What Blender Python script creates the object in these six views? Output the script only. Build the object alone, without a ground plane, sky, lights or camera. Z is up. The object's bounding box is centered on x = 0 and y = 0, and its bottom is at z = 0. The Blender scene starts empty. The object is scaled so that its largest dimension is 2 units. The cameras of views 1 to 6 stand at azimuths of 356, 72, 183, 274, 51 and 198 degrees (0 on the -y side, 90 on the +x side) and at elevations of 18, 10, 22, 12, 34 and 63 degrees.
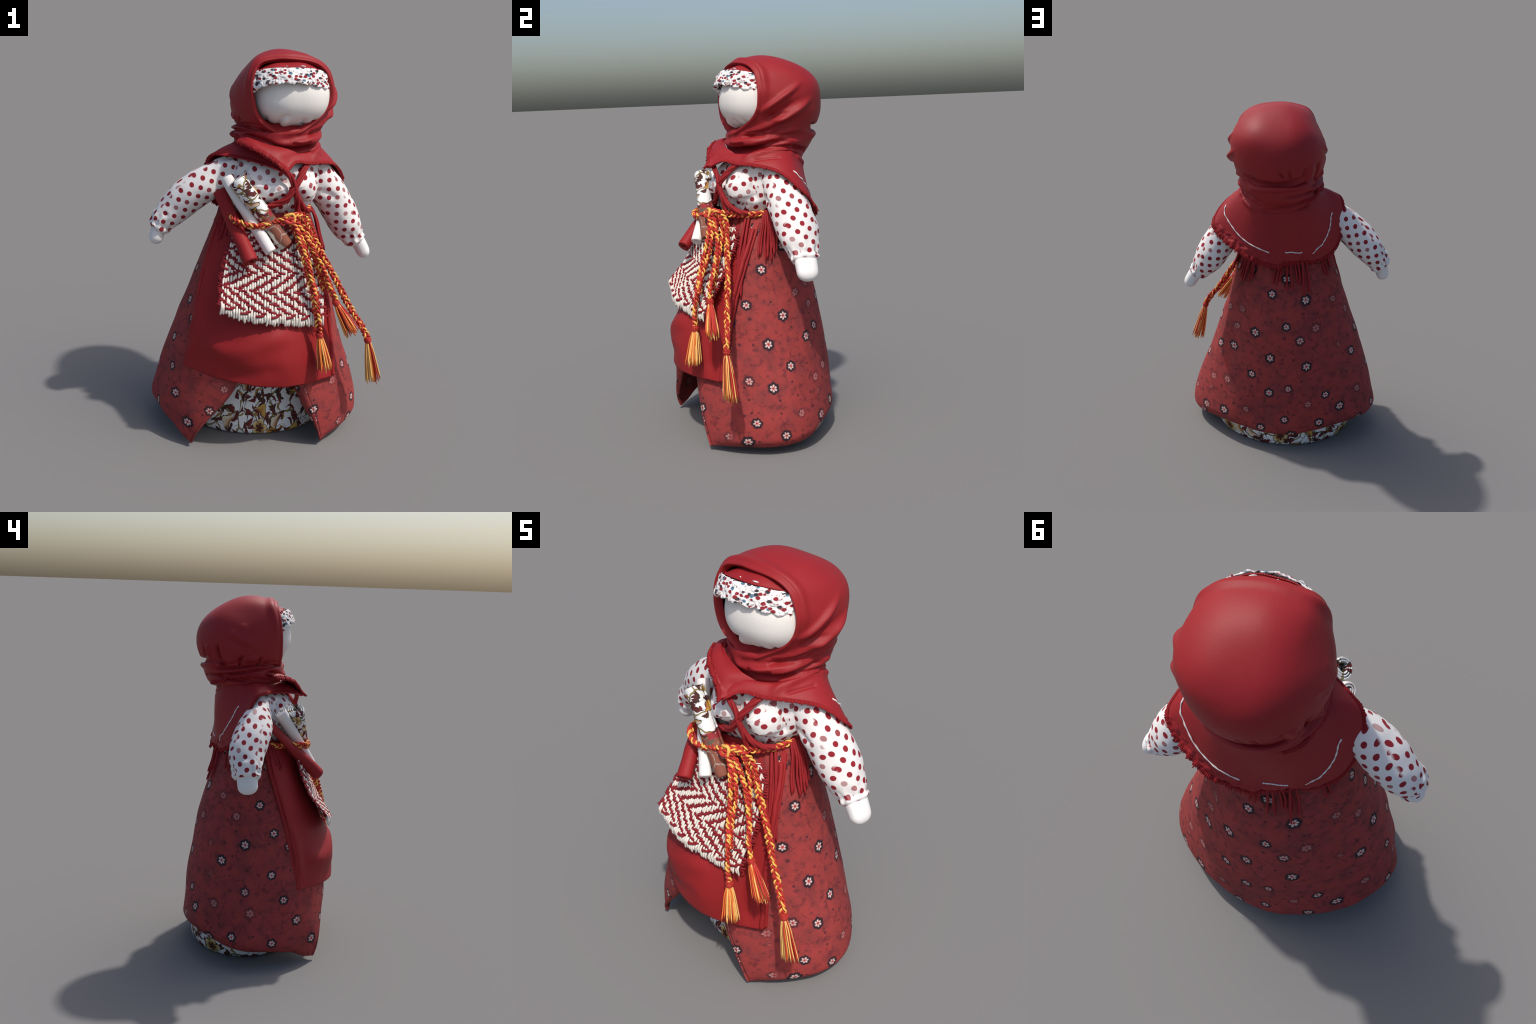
import bpy, math, random
import numpy as np

rng = np.random.default_rng(7)
random.seed(7)
PI = math.pi
A = np.array


# ------------------------------------------------------------------ helpers
def pchip(xs, ys, x):
    """Monotone cubic interpolation of a small control table."""
    xs, ys = np.asarray(xs, float), np.asarray(ys, float)
    o = np.argsort(xs)
    xs, ys = xs[o], ys[o]
    x = np.clip(np.asarray(x, float), xs[0], xs[-1])
    h = np.diff(xs)
    d = np.diff(ys) / h
    m = np.zeros_like(ys)
    m[0], m[-1] = d[0], d[-1]
    for i in range(1, len(xs) - 1):
        if d[i - 1] * d[i] > 0:
            w1, w2 = 2 * h[i] + h[i - 1], h[i] + 2 * h[i - 1]
            m[i] = (w1 + w2) / (w1 / d[i - 1] + w2 / d[i])
    i = np.clip(np.searchsorted(xs, x) - 1, 0, len(xs) - 2)
    t = (x - xs[i]) / h[i]
    return ((1 + 2 * t) * (1 - t) ** 2 * ys[i] + t * (1 - t) ** 2 * h[i] * m[i]
            + t * t * (3 - 2 * t) * ys[i + 1] + t * t * (t - 1) * h[i] * m[i + 1])


def spline(pts, n, closed=False):
    """Catmull-Rom through control points, resampled to n points of equal arc length."""
    p = np.asarray(pts, float)
    if closed:
        q = np.vstack([p[-1], p, p[0], p[1]])
    else:
        q = np.vstack([2 * p[0] - p[1], p, 2 * p[-1] - p[-2]])
    out = []
    for i in range(1, len(q) - 2):
        t = np.linspace(0, 1, 40, endpoint=False)[:, None]
        a, b, c, d = q[i - 1], q[i], q[i + 1], q[i + 2]
        out.append(.5 * (2 * b + (c - a) * t + (2 * a - 5 * b + 4 * c - d) * t ** 2 + (3 * b - a - 3 * c + d) * t ** 3))
    out.append(q[-2][None])
    o = np.vstack(out)
    s = np.r_[0, np.cumsum(np.linalg.norm(np.diff(o, axis=0), axis=1))]
    u = np.linspace(0, s[-1], n + 1)[:-1] if closed else np.linspace(0, s[-1], n)
    return np.stack([np.interp(u, s, o[:, k]) for k in range(o.shape[1])], 1)


def unit(v):
    return v / np.maximum(np.linalg.norm(v, axis=-1, keepdims=True), 1e-9)


def smooth(e0, e1, x):
    t = np.clip((x - e0) / (e1 - e0), 0, 1)
    return t * t * (3 - 2 * t)


class Noise3:
    """Smooth value noise in numpy, for folds and unevenness of cloth."""

    def __init__(self, seed):
        self.t = np.random.default_rng(seed).uniform(-1, 1, (32, 32, 32))

    def __call__(self, p, scale):
        q = np.asarray(p) * scale
        i = np.floor(q).astype(int)
        f = q - i
        f = f * f * (3 - 2 * f)
        r = 0
        for dx in (0, 1):
            for dy in (0, 1):
                for dz in (0, 1):
                    w = (np.where(dx, f[..., 0], 1 - f[..., 0]) * np.where(dy, f[..., 1], 1 - f[..., 1])
                         * np.where(dz, f[..., 2], 1 - f[..., 2]))
                    r = r + w * self.t[(i[..., 0] + dx) % 32, (i[..., 1] + dy) % 32, (i[..., 2] + dz) % 32]
        return r


noise = Noise3(3)
noise_b = Noise3(11)


def grid_normals(P, wrap=False):
    """Normals of a grid P[i, j]; i may wrap round."""
    if wrap:
        du = np.roll(P, -1, 0) - np.roll(P, 1, 0)
    else:
        du = np.gradient(P, axis=0)
    dv = np.gradient(P, axis=1)
    return unit(np.cross(du, dv))


def fold(P, path, amp, width, ends=(.25, .25), n=60):
    """Height field of one fold: a ridge (amp > 0) or crease (amp < 0) along a path of control points."""
    c = spline(path, n)
    every = P.reshape(-1, 3)
    near = ((every > c.min(0) - 3 * width - .04) & (every < c.max(0) + 3 * width + .04)).all(1)
    out = np.zeros(len(every))
    if not near.any():
        return out.reshape(P.shape[:-1])
    flat = every[near]
    for k in range(n):                       # lay the path on the cloth where it runs close to it
        d = ((flat - c[k]) ** 2).sum(1)
        i = int(np.argmin(d))
        if d[i] < .035 ** 2:
            c[k] = flat[i]
    for _ in range(6):
        c[1:-1] = .25 * c[:-2] + .5 * c[1:-1] + .25 * c[2:]
    best = np.full(len(flat), 1e9)
    arg = np.zeros(len(flat), int)
    for k in range(n):
        d = ((flat - c[k]) ** 2).sum(1)
        m = d < best
        best[m] = d[m]
        arg[m] = k
    s = arg / (n - 1)
    t = np.clip(np.minimum(s / max(ends[0], 1e-3), (1 - s) / max(ends[1], 1e-3)), 0, 1)
    t = t * t * (3 - 2 * t)
    out[near] = amp * t * np.exp(-best / width ** 2)
    return out.reshape(P.shape[:-1])


class Build:
    """Collects vertices and faces of one mesh, with a material index per face."""

    def __init__(self):
        self.v, self.f, self.m, self.n = [], [], [], 0

    def add(self, v, f, mat=0):
        v = np.asarray(v, float).reshape(-1, 3)
        self.v.append(v)
        f = [tuple(int(i) + self.n for i in q) for q in f]
        self.f += f
        self.m += [mat] * len(f)
        self.n += len(v)

    def grid(self, P, wrap_u=False, wrap_v=False, mat=0, flip=False):
        nu, nv = P.shape[:2]
        iu = np.arange(nu if wrap_u else nu - 1)
        iv = np.arange(nv if wrap_v else nv - 1)
        I, J = np.meshgrid(iu, iv, indexing="ij")
        I2, J2 = (I + 1) % nu, (J + 1) % nv
        q = np.stack([I * nv + J, I2 * nv + J, I2 * nv + J2, I * nv + J2], -1).reshape(-1, 4)
        if flip:
            q = q[:, ::-1]
        self.add(P.reshape(-1, 3), q, mat)

    def tube(self, path, r, sides=6, mat=0, cap=True, flat=1.0, ref=None):
        path = np.asarray(path, float)
        n = len(path)
        r = np.broadcast_to(np.asarray(r, float), (n,))
        T = unit(np.gradient(path, axis=0))
        if ref is None:
            ref = np.eye(3)[np.argmin(np.abs(T).mean(0))]
        X = unit(np.cross(T, np.asarray(ref, float)))
        Y = np.cross(T, X)
        a = np.linspace(0, 2 * PI, sides, endpoint=False)
        P = (path[:, None] + r[:, None, None] * (np.cos(a)[None, :, None] * X[:, None] + flat * np.sin(a)[None, :, None] * Y[:, None]))
        v = P.reshape(-1, 3)
        f = []
        for i in range(n - 1):
            for j in range(sides):
                k = (j + 1) % sides
                f.append((i * sides + j, i * sides + k, (i + 1) * sides + k, (i + 1) * sides + j))
        if cap:
            f.append(tuple(range(sides))[::-1])
            f.append(tuple((n - 1) * sides + j for j in range(sides)))
        self.add(v, f, mat)

    def ball(self, c, r, mat=0, nu=16, nv=10):
        th = np.linspace(0, 2 * PI, nu, endpoint=False)[:, None]
        ph = np.linspace(.02, PI - .02, nv)[None]
        r = np.broadcast_to(np.asarray(r, float), (3,))
        P = np.stack([np.sin(ph) * np.cos(th) * r[0] + c[0], np.sin(ph) * np.sin(th) * r[1] + c[1], np.cos(ph) * r[2] + c[2] + 0 * th], -1)
        self.grid(P, wrap_u=True, mat=mat, flip=True)

    def make(self, name, mats, parent, stuff=False, is_smooth=True):
        me = bpy.data.meshes.new(name)
        me.from_pydata(np.vstack(self.v).tolist(), [], self.f)
        mats = mats if isinstance(mats, (list, tuple)) else [mats]
        for m in mats:
            me.materials.append(m)
        me.polygons.foreach_set("material_index", self.m)
        me.polygons.foreach_set("use_smooth", [is_smooth] * len(me.polygons))
        me.update()
        return place(me, name, parent, stuff)


def place(me, name, parent, stuff=False):
    ob = bpy.data.objects.new(name, me)
    bpy.context.scene.collection.objects.link(ob)
    ob.parent = parent
    if stuff:
        ob["kind"] = "stuff"
    return ob


def thicken(ob, t, offset=-1.0):
    m = ob.modifiers.new("thickness", "SOLIDIFY")
    m.thickness, m.offset, m.use_rim = t, offset, True
    return ob


# ------------------------------------------------------------------ materials
class Mat:
    """Small wrapper to write node materials as formulas."""

    def __init__(self, name, rough=.85, spec=.3, sheen=0.0):
        self.m = bpy.data.materials.new(name)
        self.m.use_nodes = True
        self.t = self.m.node_tree
        self.b = self.t.nodes["Principled BSDF"]
        self.b.inputs["Roughness"].default_value = rough
        self.b.inputs["Specular IOR Level"].default_value = spec
        if sheen:
            self.b.inputs["Sheen Weight"].default_value = sheen
            self.b.inputs["Sheen Roughness"].default_value = .5
        self.obj = self.node("ShaderNodeTexCoord").outputs["Object"]

    def node(self, kind, **props):
        n = self.t.nodes.new(kind)
        for k, v in props.items():
            setattr(n, k, v)
        return n

    def put(self, sock, v):
        if isinstance(v, bpy.types.NodeSocket):
            self.t.links.new(v, sock)
        elif v is not None:
            if sock.type == "RGBA" and len(v) == 3:
                v = (*v, 1)
            sock.default_value = v

    def math(self, op, a, b=None, c=None, clamp=False):
        n = self.node("ShaderNodeMath", operation=op, use_clamp=clamp)
        for s, v in zip(n.inputs, (a, b, c)):
            self.put(s, v)
        return n.outputs[0]

    def vec(self, op, a, b=None, scale=None):
        n = self.node("ShaderNodeVectorMath", operation=op)
        self.put(n.inputs[0], a)
        self.put(n.inputs[1], b)
        if scale is not None:
            self.put(n.inputs["Scale"], scale)
        return n.outputs["Value"] if op in ("LENGTH", "DOT_PRODUCT", "DISTANCE") else n.outputs[0]

    def xyz(self, v):
        return self.node_in("ShaderNodeSeparateXYZ", v).outputs

    def node_in(self, kind, v):
        n = self.node(kind)
        self.put(n.inputs[0], v)
        return n

    def join(self, x, y, z=0.0):
        n = self.node("ShaderNodeCombineXYZ")
        for s, v in zip(n.inputs, (x, y, z)):
            self.put(s, v)
        return n.outputs[0]

    def mapping(self, v, loc=(0, 0, 0), rot=(0, 0, 0), scale=(1, 1, 1)):
        n = self.node("ShaderNodeMapping")
        self.put(n.inputs["Vector"], v)
        n.inputs["Location"].default_value, n.inputs["Rotation"].default_value, n.inputs["Scale"].default_value = loc, rot, scale
        return n.outputs[0]

    def noise(self, v, scale, detail=2.0, rough=.5, distort=0.0, colour=False):
        n = self.node("ShaderNodeTexNoise")
        self.put(n.inputs["Vector"], v)
        n.inputs["Scale"].default_value, n.inputs["Detail"].default_value = scale, detail
        n.inputs["Roughness"].default_value, n.inputs["Distortion"].default_value = rough, distort
        return n.outputs["Color" if colour else "Fac"]

    def voronoi(self, v, scale, randomness=1.0, feature="F1", dims="2D"):
        n = self.node("ShaderNodeTexVoronoi", voronoi_dimensions=dims, feature=feature)
        self.put(n.inputs["Vector"], v)
        n.inputs["Scale"].default_value = scale
        n.inputs["Randomness"].default_value = randomness
        return n.outputs

    def step(self, x, lo, hi):
        n = self.node("ShaderNodeMapRange", interpolation_type="SMOOTHSTEP")
        self.put(n.inputs["Value"], x)
        self.put(n.inputs["From Min"], lo)
        self.put(n.inputs["From Max"], hi)
        return n.outputs[0]

    def mix(self, f, a, b):
        n = self.node("ShaderNodeMix", data_type="RGBA")
        self.put(n.inputs["Factor"], f)
        self.put(n.inputs["A"] if 0 else n.inputs[6], a)
        self.put(n.inputs[7], b)
        return n.outputs[2]

    def bump(self, h, strength, dist=.002):
        n = self.node("ShaderNodeBump")
        n.inputs["Strength"].default_value, n.inputs["Distance"].default_value = strength, dist
        self.put(n.inputs["Height"], h)
        self.put(self.b.inputs["Normal"], n.outputs[0])

    def colour(self, c):
        self.put(self.b.inputs["Base Color"], c)
        return self.m


def plain_cloth(name, base, rough=.62, spec=.35, var=.12, dark=.6, grain=.25):
    m = Mat(name, rough, spec)
    big = m.step(m.noise(m.obj, 7, 3), .35, .7)
    fine = m.noise(m.obj, 210, 3, .6)
    c = m.mix(m.math("MULTIPLY", big, var), base, tuple(x * dark for x in base))
    c = m.mix(m.math("MULTIPLY", m.step(fine, .5, .75), .18), c, tuple(x * .55 for x in base))
    m.bump(fine, grain, .002)
    return m.colour(c)


RED = (.285, .014, .018)
mat_scarf = plain_cloth("red_scarf_cloth", RED, .55, .28)
mat_scarf_fray = plain_cloth("frayed_red_cloth", (.27, .013, .017), .8, .2, grain=.7)
mat_apron = plain_cloth("red_apron_cloth", (.285, .014, .016), .6, .25)
mat_fringe = plain_cloth("red_yarn", (.275, .014, .018), .7, .25, grain=.5)
mat_face = plain_cloth("natural_linen", (.80, .765, .715), .85, .2, var=.05, dark=.9, grain=.35)
mat_hand = plain_cloth("white_linen", (.80, .78, .76), .85, .2, var=.04, dark=.92, grain=.35)
mat_white_roll = plain_cloth("white_cotton", (.80, .76, .73), .8, .2, var=.06, dark=.85, grain=.2)
mat_cream = plain_cloth("cream_yarn", (.76, .70, .62), .85, .2, var=.1, dark=.85, grain=.6)
mat_maroon = plain_cloth("maroon_yarn", (.24, .015, .022), .8, .25, grain=.6)
mat_cord_red = plain_cloth("scarlet_thread", (.47, .032, .022), .6, .35, grain=.4)
mat_cord_yellow = plain_cloth("golden_thread", (.86, .46, .10), .6, .35, grain=.4)
mat_cord_orange = plain_cloth("orange_thread", (.72, .19, .035), .6, .35, grain=.4)
mat_tassel = plain_cloth("pale_golden_thread", (.86, .50, .16), .6, .3, grain=.4)
mat_white_thread = plain_cloth("white_thread", (.75, .72, .70), .7, .3)


def side_weight(m):
    """0 where cloth faces front or back, 1 where it faces sideways; blends two flat layouts of one print."""
    n = m.node("ShaderNodeNewGeometry").outputs["Normal"]
    x, y, z = m.xyz(n)
    ax = m.math("ABSOLUTE", x)
    ay = m.math("ABSOLUTE", y)
    return m.step(m.math("SUBTRACT", ax, ay), -.12, .12)


def dotted_cloth(name, rot_front, rot_side, spacing=.046, radius=.0122):
    """white cotton with crimson dots in a staggered lattice"""
    m = Mat(name, .85, .2)
    x, y, z = m.xyz(m.obj)

    def layout(a, rot):
        v = m.mapping(m.join(a, z), rot=(0, 0, rot + PI / 4), scale=(1, 1, 1))
        o = m.voronoi(v, 1 / spacing, .06)
        wob = m.math("MULTIPLY", m.math("SUBTRACT", m.noise(m.obj, 60), .5), .05)
        d = m.math("MULTIPLY", m.math("ADD", o["Distance"], wob), spacing)
        mask = m.math("SUBTRACT", 1.0, m.step(d, radius - .0012, radius + .0012))
        r = m.xyz(o["Color"])[0]
        return m.math("MULTIPLY", mask, m.step(r, -.3, .25))

    a, b = layout(x, rot_front), layout(y, rot_side)
    w = side_weight(m)
    n = m.node("ShaderNodeMix")
    m.put(n.inputs[0], w); m.put(n.inputs[2], a); m.put(n.inputs[3], b)
    fine = m.noise(m.obj, 240, 3, .6)
    c = m.mix(n.outputs[0], m.mix(m.step(m.noise(m.obj, 9), .4, .8), (.78, .75, .73), (.73, .70, .675)), (.27, .018, .028))
    m.bump(fine, .3, .002)
    return m.colour(c)


mat_blouse = dotted_cloth("dotted_cotton", .15, .3)
mat_sleeve_l = dotted_cloth("dotted_sleeve_cotton", -.55, .2)
mat_sleeve_r = dotted_cloth("dotted_sleeve_cotton_b", .75, -.15)


def flower_print(name):
    """brick red cotton, mottled, with small white flowers ringed in black"""
    m = Mat(name, .8, .25)
    x, y, z = m.xyz(m.obj)
    g = m.xyz(m.node("ShaderNodeNewGeometry").outputs["Normal"])
    back = m.math("GREATER_THAN", g[1], 0.0)
    base = m.mix(m.step(m.noise(m.obj, 11, 4, .6), .38, .68), (.31, .042, .039), (.215, .036, .036))

    def layout(a, shift):
        p = m.join(m.math("ADD", a, shift), m.math("ADD", z, m.math("MULTIPLY", shift, .31)))
        # mottling: dark specks and scribbled vines
        specks = m.step(m.noise(p, 26, 4, .68), .50, .66)
        vine = m.voronoi(m.vec("ADD", p, m.vec("SCALE", m.noise(p, 16, 3, colour=True), scale=.09)), 13, 1, "DISTANCE_TO_EDGE")["Distance"]
        vine = m.math("MULTIPLY", m.math("SUBTRACT", 1.0, m.step(vine, .012, .05)), m.step(m.noise(p, 12), .5, .62))
        seeds = m.voronoi(p, 15, 1.0)
        seed = m.math("MULTIPLY", m.math("SUBTRACT", 1.0, m.step(seeds["Distance"], .075, .11)), m.math("GREATER_THAN", m.xyz(seeds["Color"])[1], .72))
        c = m.mix(m.math("MULTIPLY", specks, .78), base, (.115, .022, .026))
        c = m.mix(m.math("MULTIPLY", vine, .6), c, (.10, .016, .022))
        c = m.mix(m.math("MULTIPLY", seed, .85), c, (.045, .014, .02))
        # flowers
        q = m.mapping(p, rot=(0, 0, .62), scale=(6.2, 6.2, 1))
        o = m.voronoi(q, 1.0, .42)
        dvec = m.vec("SUBTRACT", q, o["Position"])
        dx, dy, _ = m.xyz(dvec)
        r = m.math("MULTIPLY", m.vec("LENGTH", dvec), 1 / 6.2)
        rnd = m.xyz(o["Color"])
        ang = m.math("ADD", m.math("ARCTAN2", dy, dx), m.math("MULTIPLY", rnd[0], 6.28))
        lobes = m.math("POWER", m.math("ABSOLUTE", m.math("COSINE", m.math("MULTIPLY", ang, 3.0))), .6)
        fray = m.math("MULTIPLY", m.math("SUBTRACT", m.noise(p, 120, 2), .5), .012)
        size = m.math("ADD", 1.02, m.math("MULTIPLY", rnd[1], .25))
        r = m.math("DIVIDE", m.math("ADD", r, fray), size)
        ring = m.math("SUBTRACT", 1.0, m.step(m.math("SUBTRACT", r, m.math("MULTIPLY", lobes, .005)), .0185, .0245))
        petal = m.math("SUBTRACT", 1.0, m.step(m.math("SUBTRACT", r, m.math("MULTIPLY", lobes, .0085)), .0055, .0090))
        pink = m.step(m.math("ABSOLUTE", m.math("COSINE", m.math("MULTIPLY", ang, 3.0))), .25, .75)
        eye = m.math("SUBTRACT", 1.0, m.step(r, .0042, .0062))
        strength = m.math("ADD", .35, m.math("MULTIPLY", m.step(rnd[2], .12, .4), .65))
        f = m.mix(petal, (.030, .014, .020), m.mix(pink, (.42, .14, .14), (.62, .47, .43)))
        f = m.mix(eye, f, (.36, .03, .04))
        return m.mix(m.math("MULTIPLY", ring, strength), c, f)

    front = layout(x, m.math("ADD", .41, m.math("MULTIPLY", back, 3.7)))
    side = layout(y, m.math("ADD", 1.9, m.math("MULTIPLY", m.math("GREATER_THAN", x, 0.0), 2.3)))
    m.bump(m.noise(m.obj, 220, 3, .6), .25, .0015)
    return m.colour(m.mix(side_weight(m), front, side))


mat_overskirt = flower_print("brick_red_flower_print")


def leafy_colour(m, p, k=1.0):
    """white ground with maroon leaves, olive stems and gold flowers outlined in black"""
    warp = m.vec("SCALE", m.vec("SUBTRACT", m.noise(p, 9 * k, 1, colour=True), (.5, .5, .5)), scale=.10 / k)
    pw = m.vec("ADD", p, warp)
    ink = (.030, .018, .020)
    white = (.74, .74, .73)
    # stems: curling olive lines with inked edges
    e = m.voronoi(pw, 6.2 * k, 1.0, "DISTANCE_TO_EDGE")["Distance"]
    c = m.mix(m.math("SUBTRACT", 1.0, m.step(e, .034, .046)), white, ink)
    c = m.mix(m.math("SUBTRACT", 1.0, m.step(e, .02, .03)), c, (.27, .20, .06))
    e2 = m.voronoi(m.vec("ADD", pw, (3.3, 1.7, 0)), 11 * k, 1.0, "DISTANCE_TO_EDGE")["Distance"]
    keep = m.step(m.noise(p, 5 * k), .47, .53)
    c = m.mix(m.math("MULTIPLY", keep, m.math("SUBTRACT", 1.0, m.step(e2, .015, .035))), c, (.12, .10, .09))

    def leaves(c, scale, length, width, shift, share, cols, lobed):
        q = m.vec("ADD", pw, shift)
        o = m.voronoi(q, scale * k, .85)
        s = 1 / (scale * k)
        d = m.vec("SCALE", m.vec("SUBTRACT", m.vec("SCALE", q, scale=scale * k), m.vec("SCALE", o["Position"], scale=scale * k)), scale=1.0)
        rnd = m.xyz(o["Color"])
        rot = m.node("ShaderNodeVectorRotate", rotation_type="Z_AXIS")
        m.put(rot.inputs["Vector"], d)
        m.put(rot.inputs["Angle"], m.math("MULTIPLY", rnd[0], 6.28))
        dx, dy, _ = m.xyz(rot.outputs[0])
        dy = m.math("SUBTRACT", dy, m.math("MULTIPLY", m.math("MULTIPLY", dx, dx), 1.2))
        half = m.math("MULTIPLY", m.math("SUBTRACT", 1.0, m.math("POWER", m.math("ABSOLUTE", m.math("DIVIDE", dx, length)), 2.0)), width)
        half = m.math("MULTIPLY", half, m.math("ADD", 1.0 - lobed, m.math("MULTIPLY", m.math("ABSOLUTE", m.math("SINE", m.math("MULTIPLY", dx, 17.0))), lobed * 1.5)))
        inside = m.math("SUBTRACT", half, m.math("ABSOLUTE", dy))
        on = m.math("GREATER_THAN", rnd[2], 1 - share)
        edge = m.math("MULTIPLY", m.step(inside, -.03, -.015), on)
        fill = m.math("MULTIPLY", m.step(inside, .005, .02), on)
        c = m.mix(edge, c, ink)
        tone = m.mix(m.math("GREATER_THAN", rnd[1], .55), cols[0], cols[1])
        tone = m.mix(m.step(dy, -.1, .16), tone, cols[2])
        return m.mix(fill, c, tone)

    c = leaves(c, 8.5, .46, .17, (.3, .2, 0), .95, ((.14, .02, .02), (.05, .026, .02), (.085, .018, .016)), .45)
    c = leaves(c, 10, .40, .15, (5.1, 2.2, 0), .6, ((.15, .02, .02), (.06, .03, .022), (.10, .02, .018)), .3)
    c = leaves(c, 12, .42, .12, (1.3, .9, 0), .75, ((.17, .02, .02), (.45, .25, .04), (.10, .03, .02)), .1)
    c = leaves(c, 6.5, .42, .2, (2.3, 4.1, 0), .38, ((.62, .55, .42), (.55, .33, .08), (.36, .14, .03)), .0)
    # large gold flowers
    q = m.vec("ADD", p, (.08, .04, 0))
    o = m.voronoi(q, 3.6 * k, .55)
    d = m.vec("SUBTRACT", m.vec("SCALE", q, scale=3.6 * k), m.vec("SCALE", o["Position"], scale=3.6 * k))
    dx, dy, _ = m.xyz(d)
    r = m.vec("LENGTH", d)
    ang = m.math("ARCTAN2", dy, dx)
    lob = m.math("ABSOLUTE", m.math("COSINE", m.math("MULTIPLY", ang, 2.5)))
    edge = m.math("SUBTRACT", r, m.math("MULTIPLY", lob, .10))
    on = m.math("GREATER_THAN", m.xyz(o["Color"])[0], .62)
    c = m.mix(m.math("MULTIPLY", on, m.math("SUBTRACT", 1.0, m.step(edge, .165, .18))), c, ink)
    petal = m.mix(m.step(r, .10, .24), (.36, .20, .04), (.62, .50, .27))
    vein = m.step(lob, .10, .2)
    c = m.mix(m.math("MULTIPLY", on, m.math("MULTIPLY", vein, m.math("SUBTRACT", 1.0, m.step(edge, .145, .16)))), c, petal)
    c = m.mix(m.math("MULTIPLY", on, m.math("SUBTRACT", 1.0, m.step(edge, .03, .05))), c, (.07, .018, .016))
    return c


def leafy_print(name):
    m = Mat(name, .8, .25)
    x, y, z = m.xyz(m.obj)
    th = m.math("ARCTAN2", m.math("SUBTRACT", y, .05), m.math("ADD", x, .03))
    c = leafy_colour(m, m.join(m.math("MULTIPLY", th, .40), z), 1.3)
    m.bump(m.noise(m.obj, 220, 3, .6), .2, .0015)
    return m.colour(c)


mat_underskirt = leafy_print("leafy_flower_print")


def crochet_print(name):
    m = Mat(name, .85, .2)
    p = m.obj
    cells = m.voronoi(m.mapping(p, scale=(1, 1, 1.5)), 42, .9, "F1", "3D")
    rnd = m.xyz(cells["Color"])
    patch = m.math("SUBTRACT", 1.0, m.step(m.math("ADD", cells["Distance"], m.math("MULTIPLY", m.noise(p, 90), .2)), .48, .62))
    col = m.mix(m.math("GREATER_THAN", rnd[0], .62), (.26, .02, .028), (.055, .045, .055))
    col = m.mix(m.math("GREATER_THAN", rnd[1], .83), col, (.10, .19, .27))
    col = m.mix(m.math("GREATER_THAN", rnd[1], .965), col, (.65, .33, .05))
    on = m.math("GREATER_THAN", rnd[2], .14)
    c = m.mix(m.math("MULTIPLY", patch, on), (.80, .77, .75), col)
    speck = m.step(m.noise(p, 130, 2), .60, .68)
    c = m.mix(m.math("MULTIPLY", speck, .75), c, (.16, .06, .07))
    m.bump(m.noise(p, 120, 2), .4, .003)
    return m.colour(c)


mat_band = crochet_print("speckled_crochet")


# ------------------------------------------------------------------ the thing
doll = bpy.data.objects.new("cloth_doll", None)
bpy.context.scene.collection.objects.link(doll)
doll["label"] = "faceless cloth doll in red headscarf, dotted blouse and printed skirts"
doll["category"] = "rag doll"

# ---- overskirt: an open bell, parted in front
SK_Z = (0, .08, .15, .25, .4, .6, .8, 1.0, 1.1, 1.2)
SK_CX = (-.035, -.035, -.035, -.035, -.035, -.032, -.026, -.012, -.008, -.005)
SK_A = (.562, .570, .567, .542, .496, .434, .368, .304, .265, .222)
SK_CY = (.012, .012, .012, .012, .012, .012, .015, .02, .03, .04)
SK_B = (.436, .440, .436, .428, .412, .384, .335, .265, .222, .18)


# departures from the plain oval, by angle: flatter behind, flared beside the parting
FX_DEG = (-90, -62, -45, -25, 0, 20, 45, 75, 100, 140, 180, 198, 215, 240, 262)
FX_BACK = (0, 0, 0, 0, 0, -.016, -.034, -.026, -.016, -.019, -.006, .0, .012, .006, 0)
FX_FRONT = (.01, .010, .008, .0, 0, 0, 0, 0, 0, 0, 0, -.020, -.014, .012, .02)


def skirt_point(th, z, inset=0.0):
    z = np.asarray(z, float)
    deg = (np.degrees(th) + 90) % 360 - 90
    low = smooth(1.25, .35, z)
    fix = pchip(FX_DEG, FX_BACK, deg) * low + pchip(FX_DEG, FX_FRONT, deg) * smooth(.55, .30, z)
    inset = inset - fix
    cx, a = pchip(SK_Z, SK_CX, z), pchip(SK_Z, SK_A, z) - inset
    cy, b = pchip(SK_Z, SK_CY, z), pchip(SK_Z, SK_B, z) - inset
    return np.stack([cx + a * np.cos(th), cy + b * np.sin(th), z + 0 * th], -1)


def skirt_hem(deg):
    """height of the hem by angle (0 = +x, 90 = back)"""
    return pchip((-62, -48, -20, 0, 20, 40, 60, 80, 95, 112, 135, 150, 168, 192, 215, 228, 242), (.012, .030, .044, .050, .065, .10, .105, .098, .10, .125, .15, .14, .113, .10, .078, .030, .006), deg)


def skirt_side(z, left):
    """angle of the parted front edges by height"""
    if left:
        return pchip((0, .1, .23, .4, .6, 1.2), (232.5, 237.5, 244.6, 253.5, 260, 266), z)
    return pchip((0, .09, .18, .35, .6, 1.2), (-52.5, -55.5, -58.5, -63.5, -72, -84), z)


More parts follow.
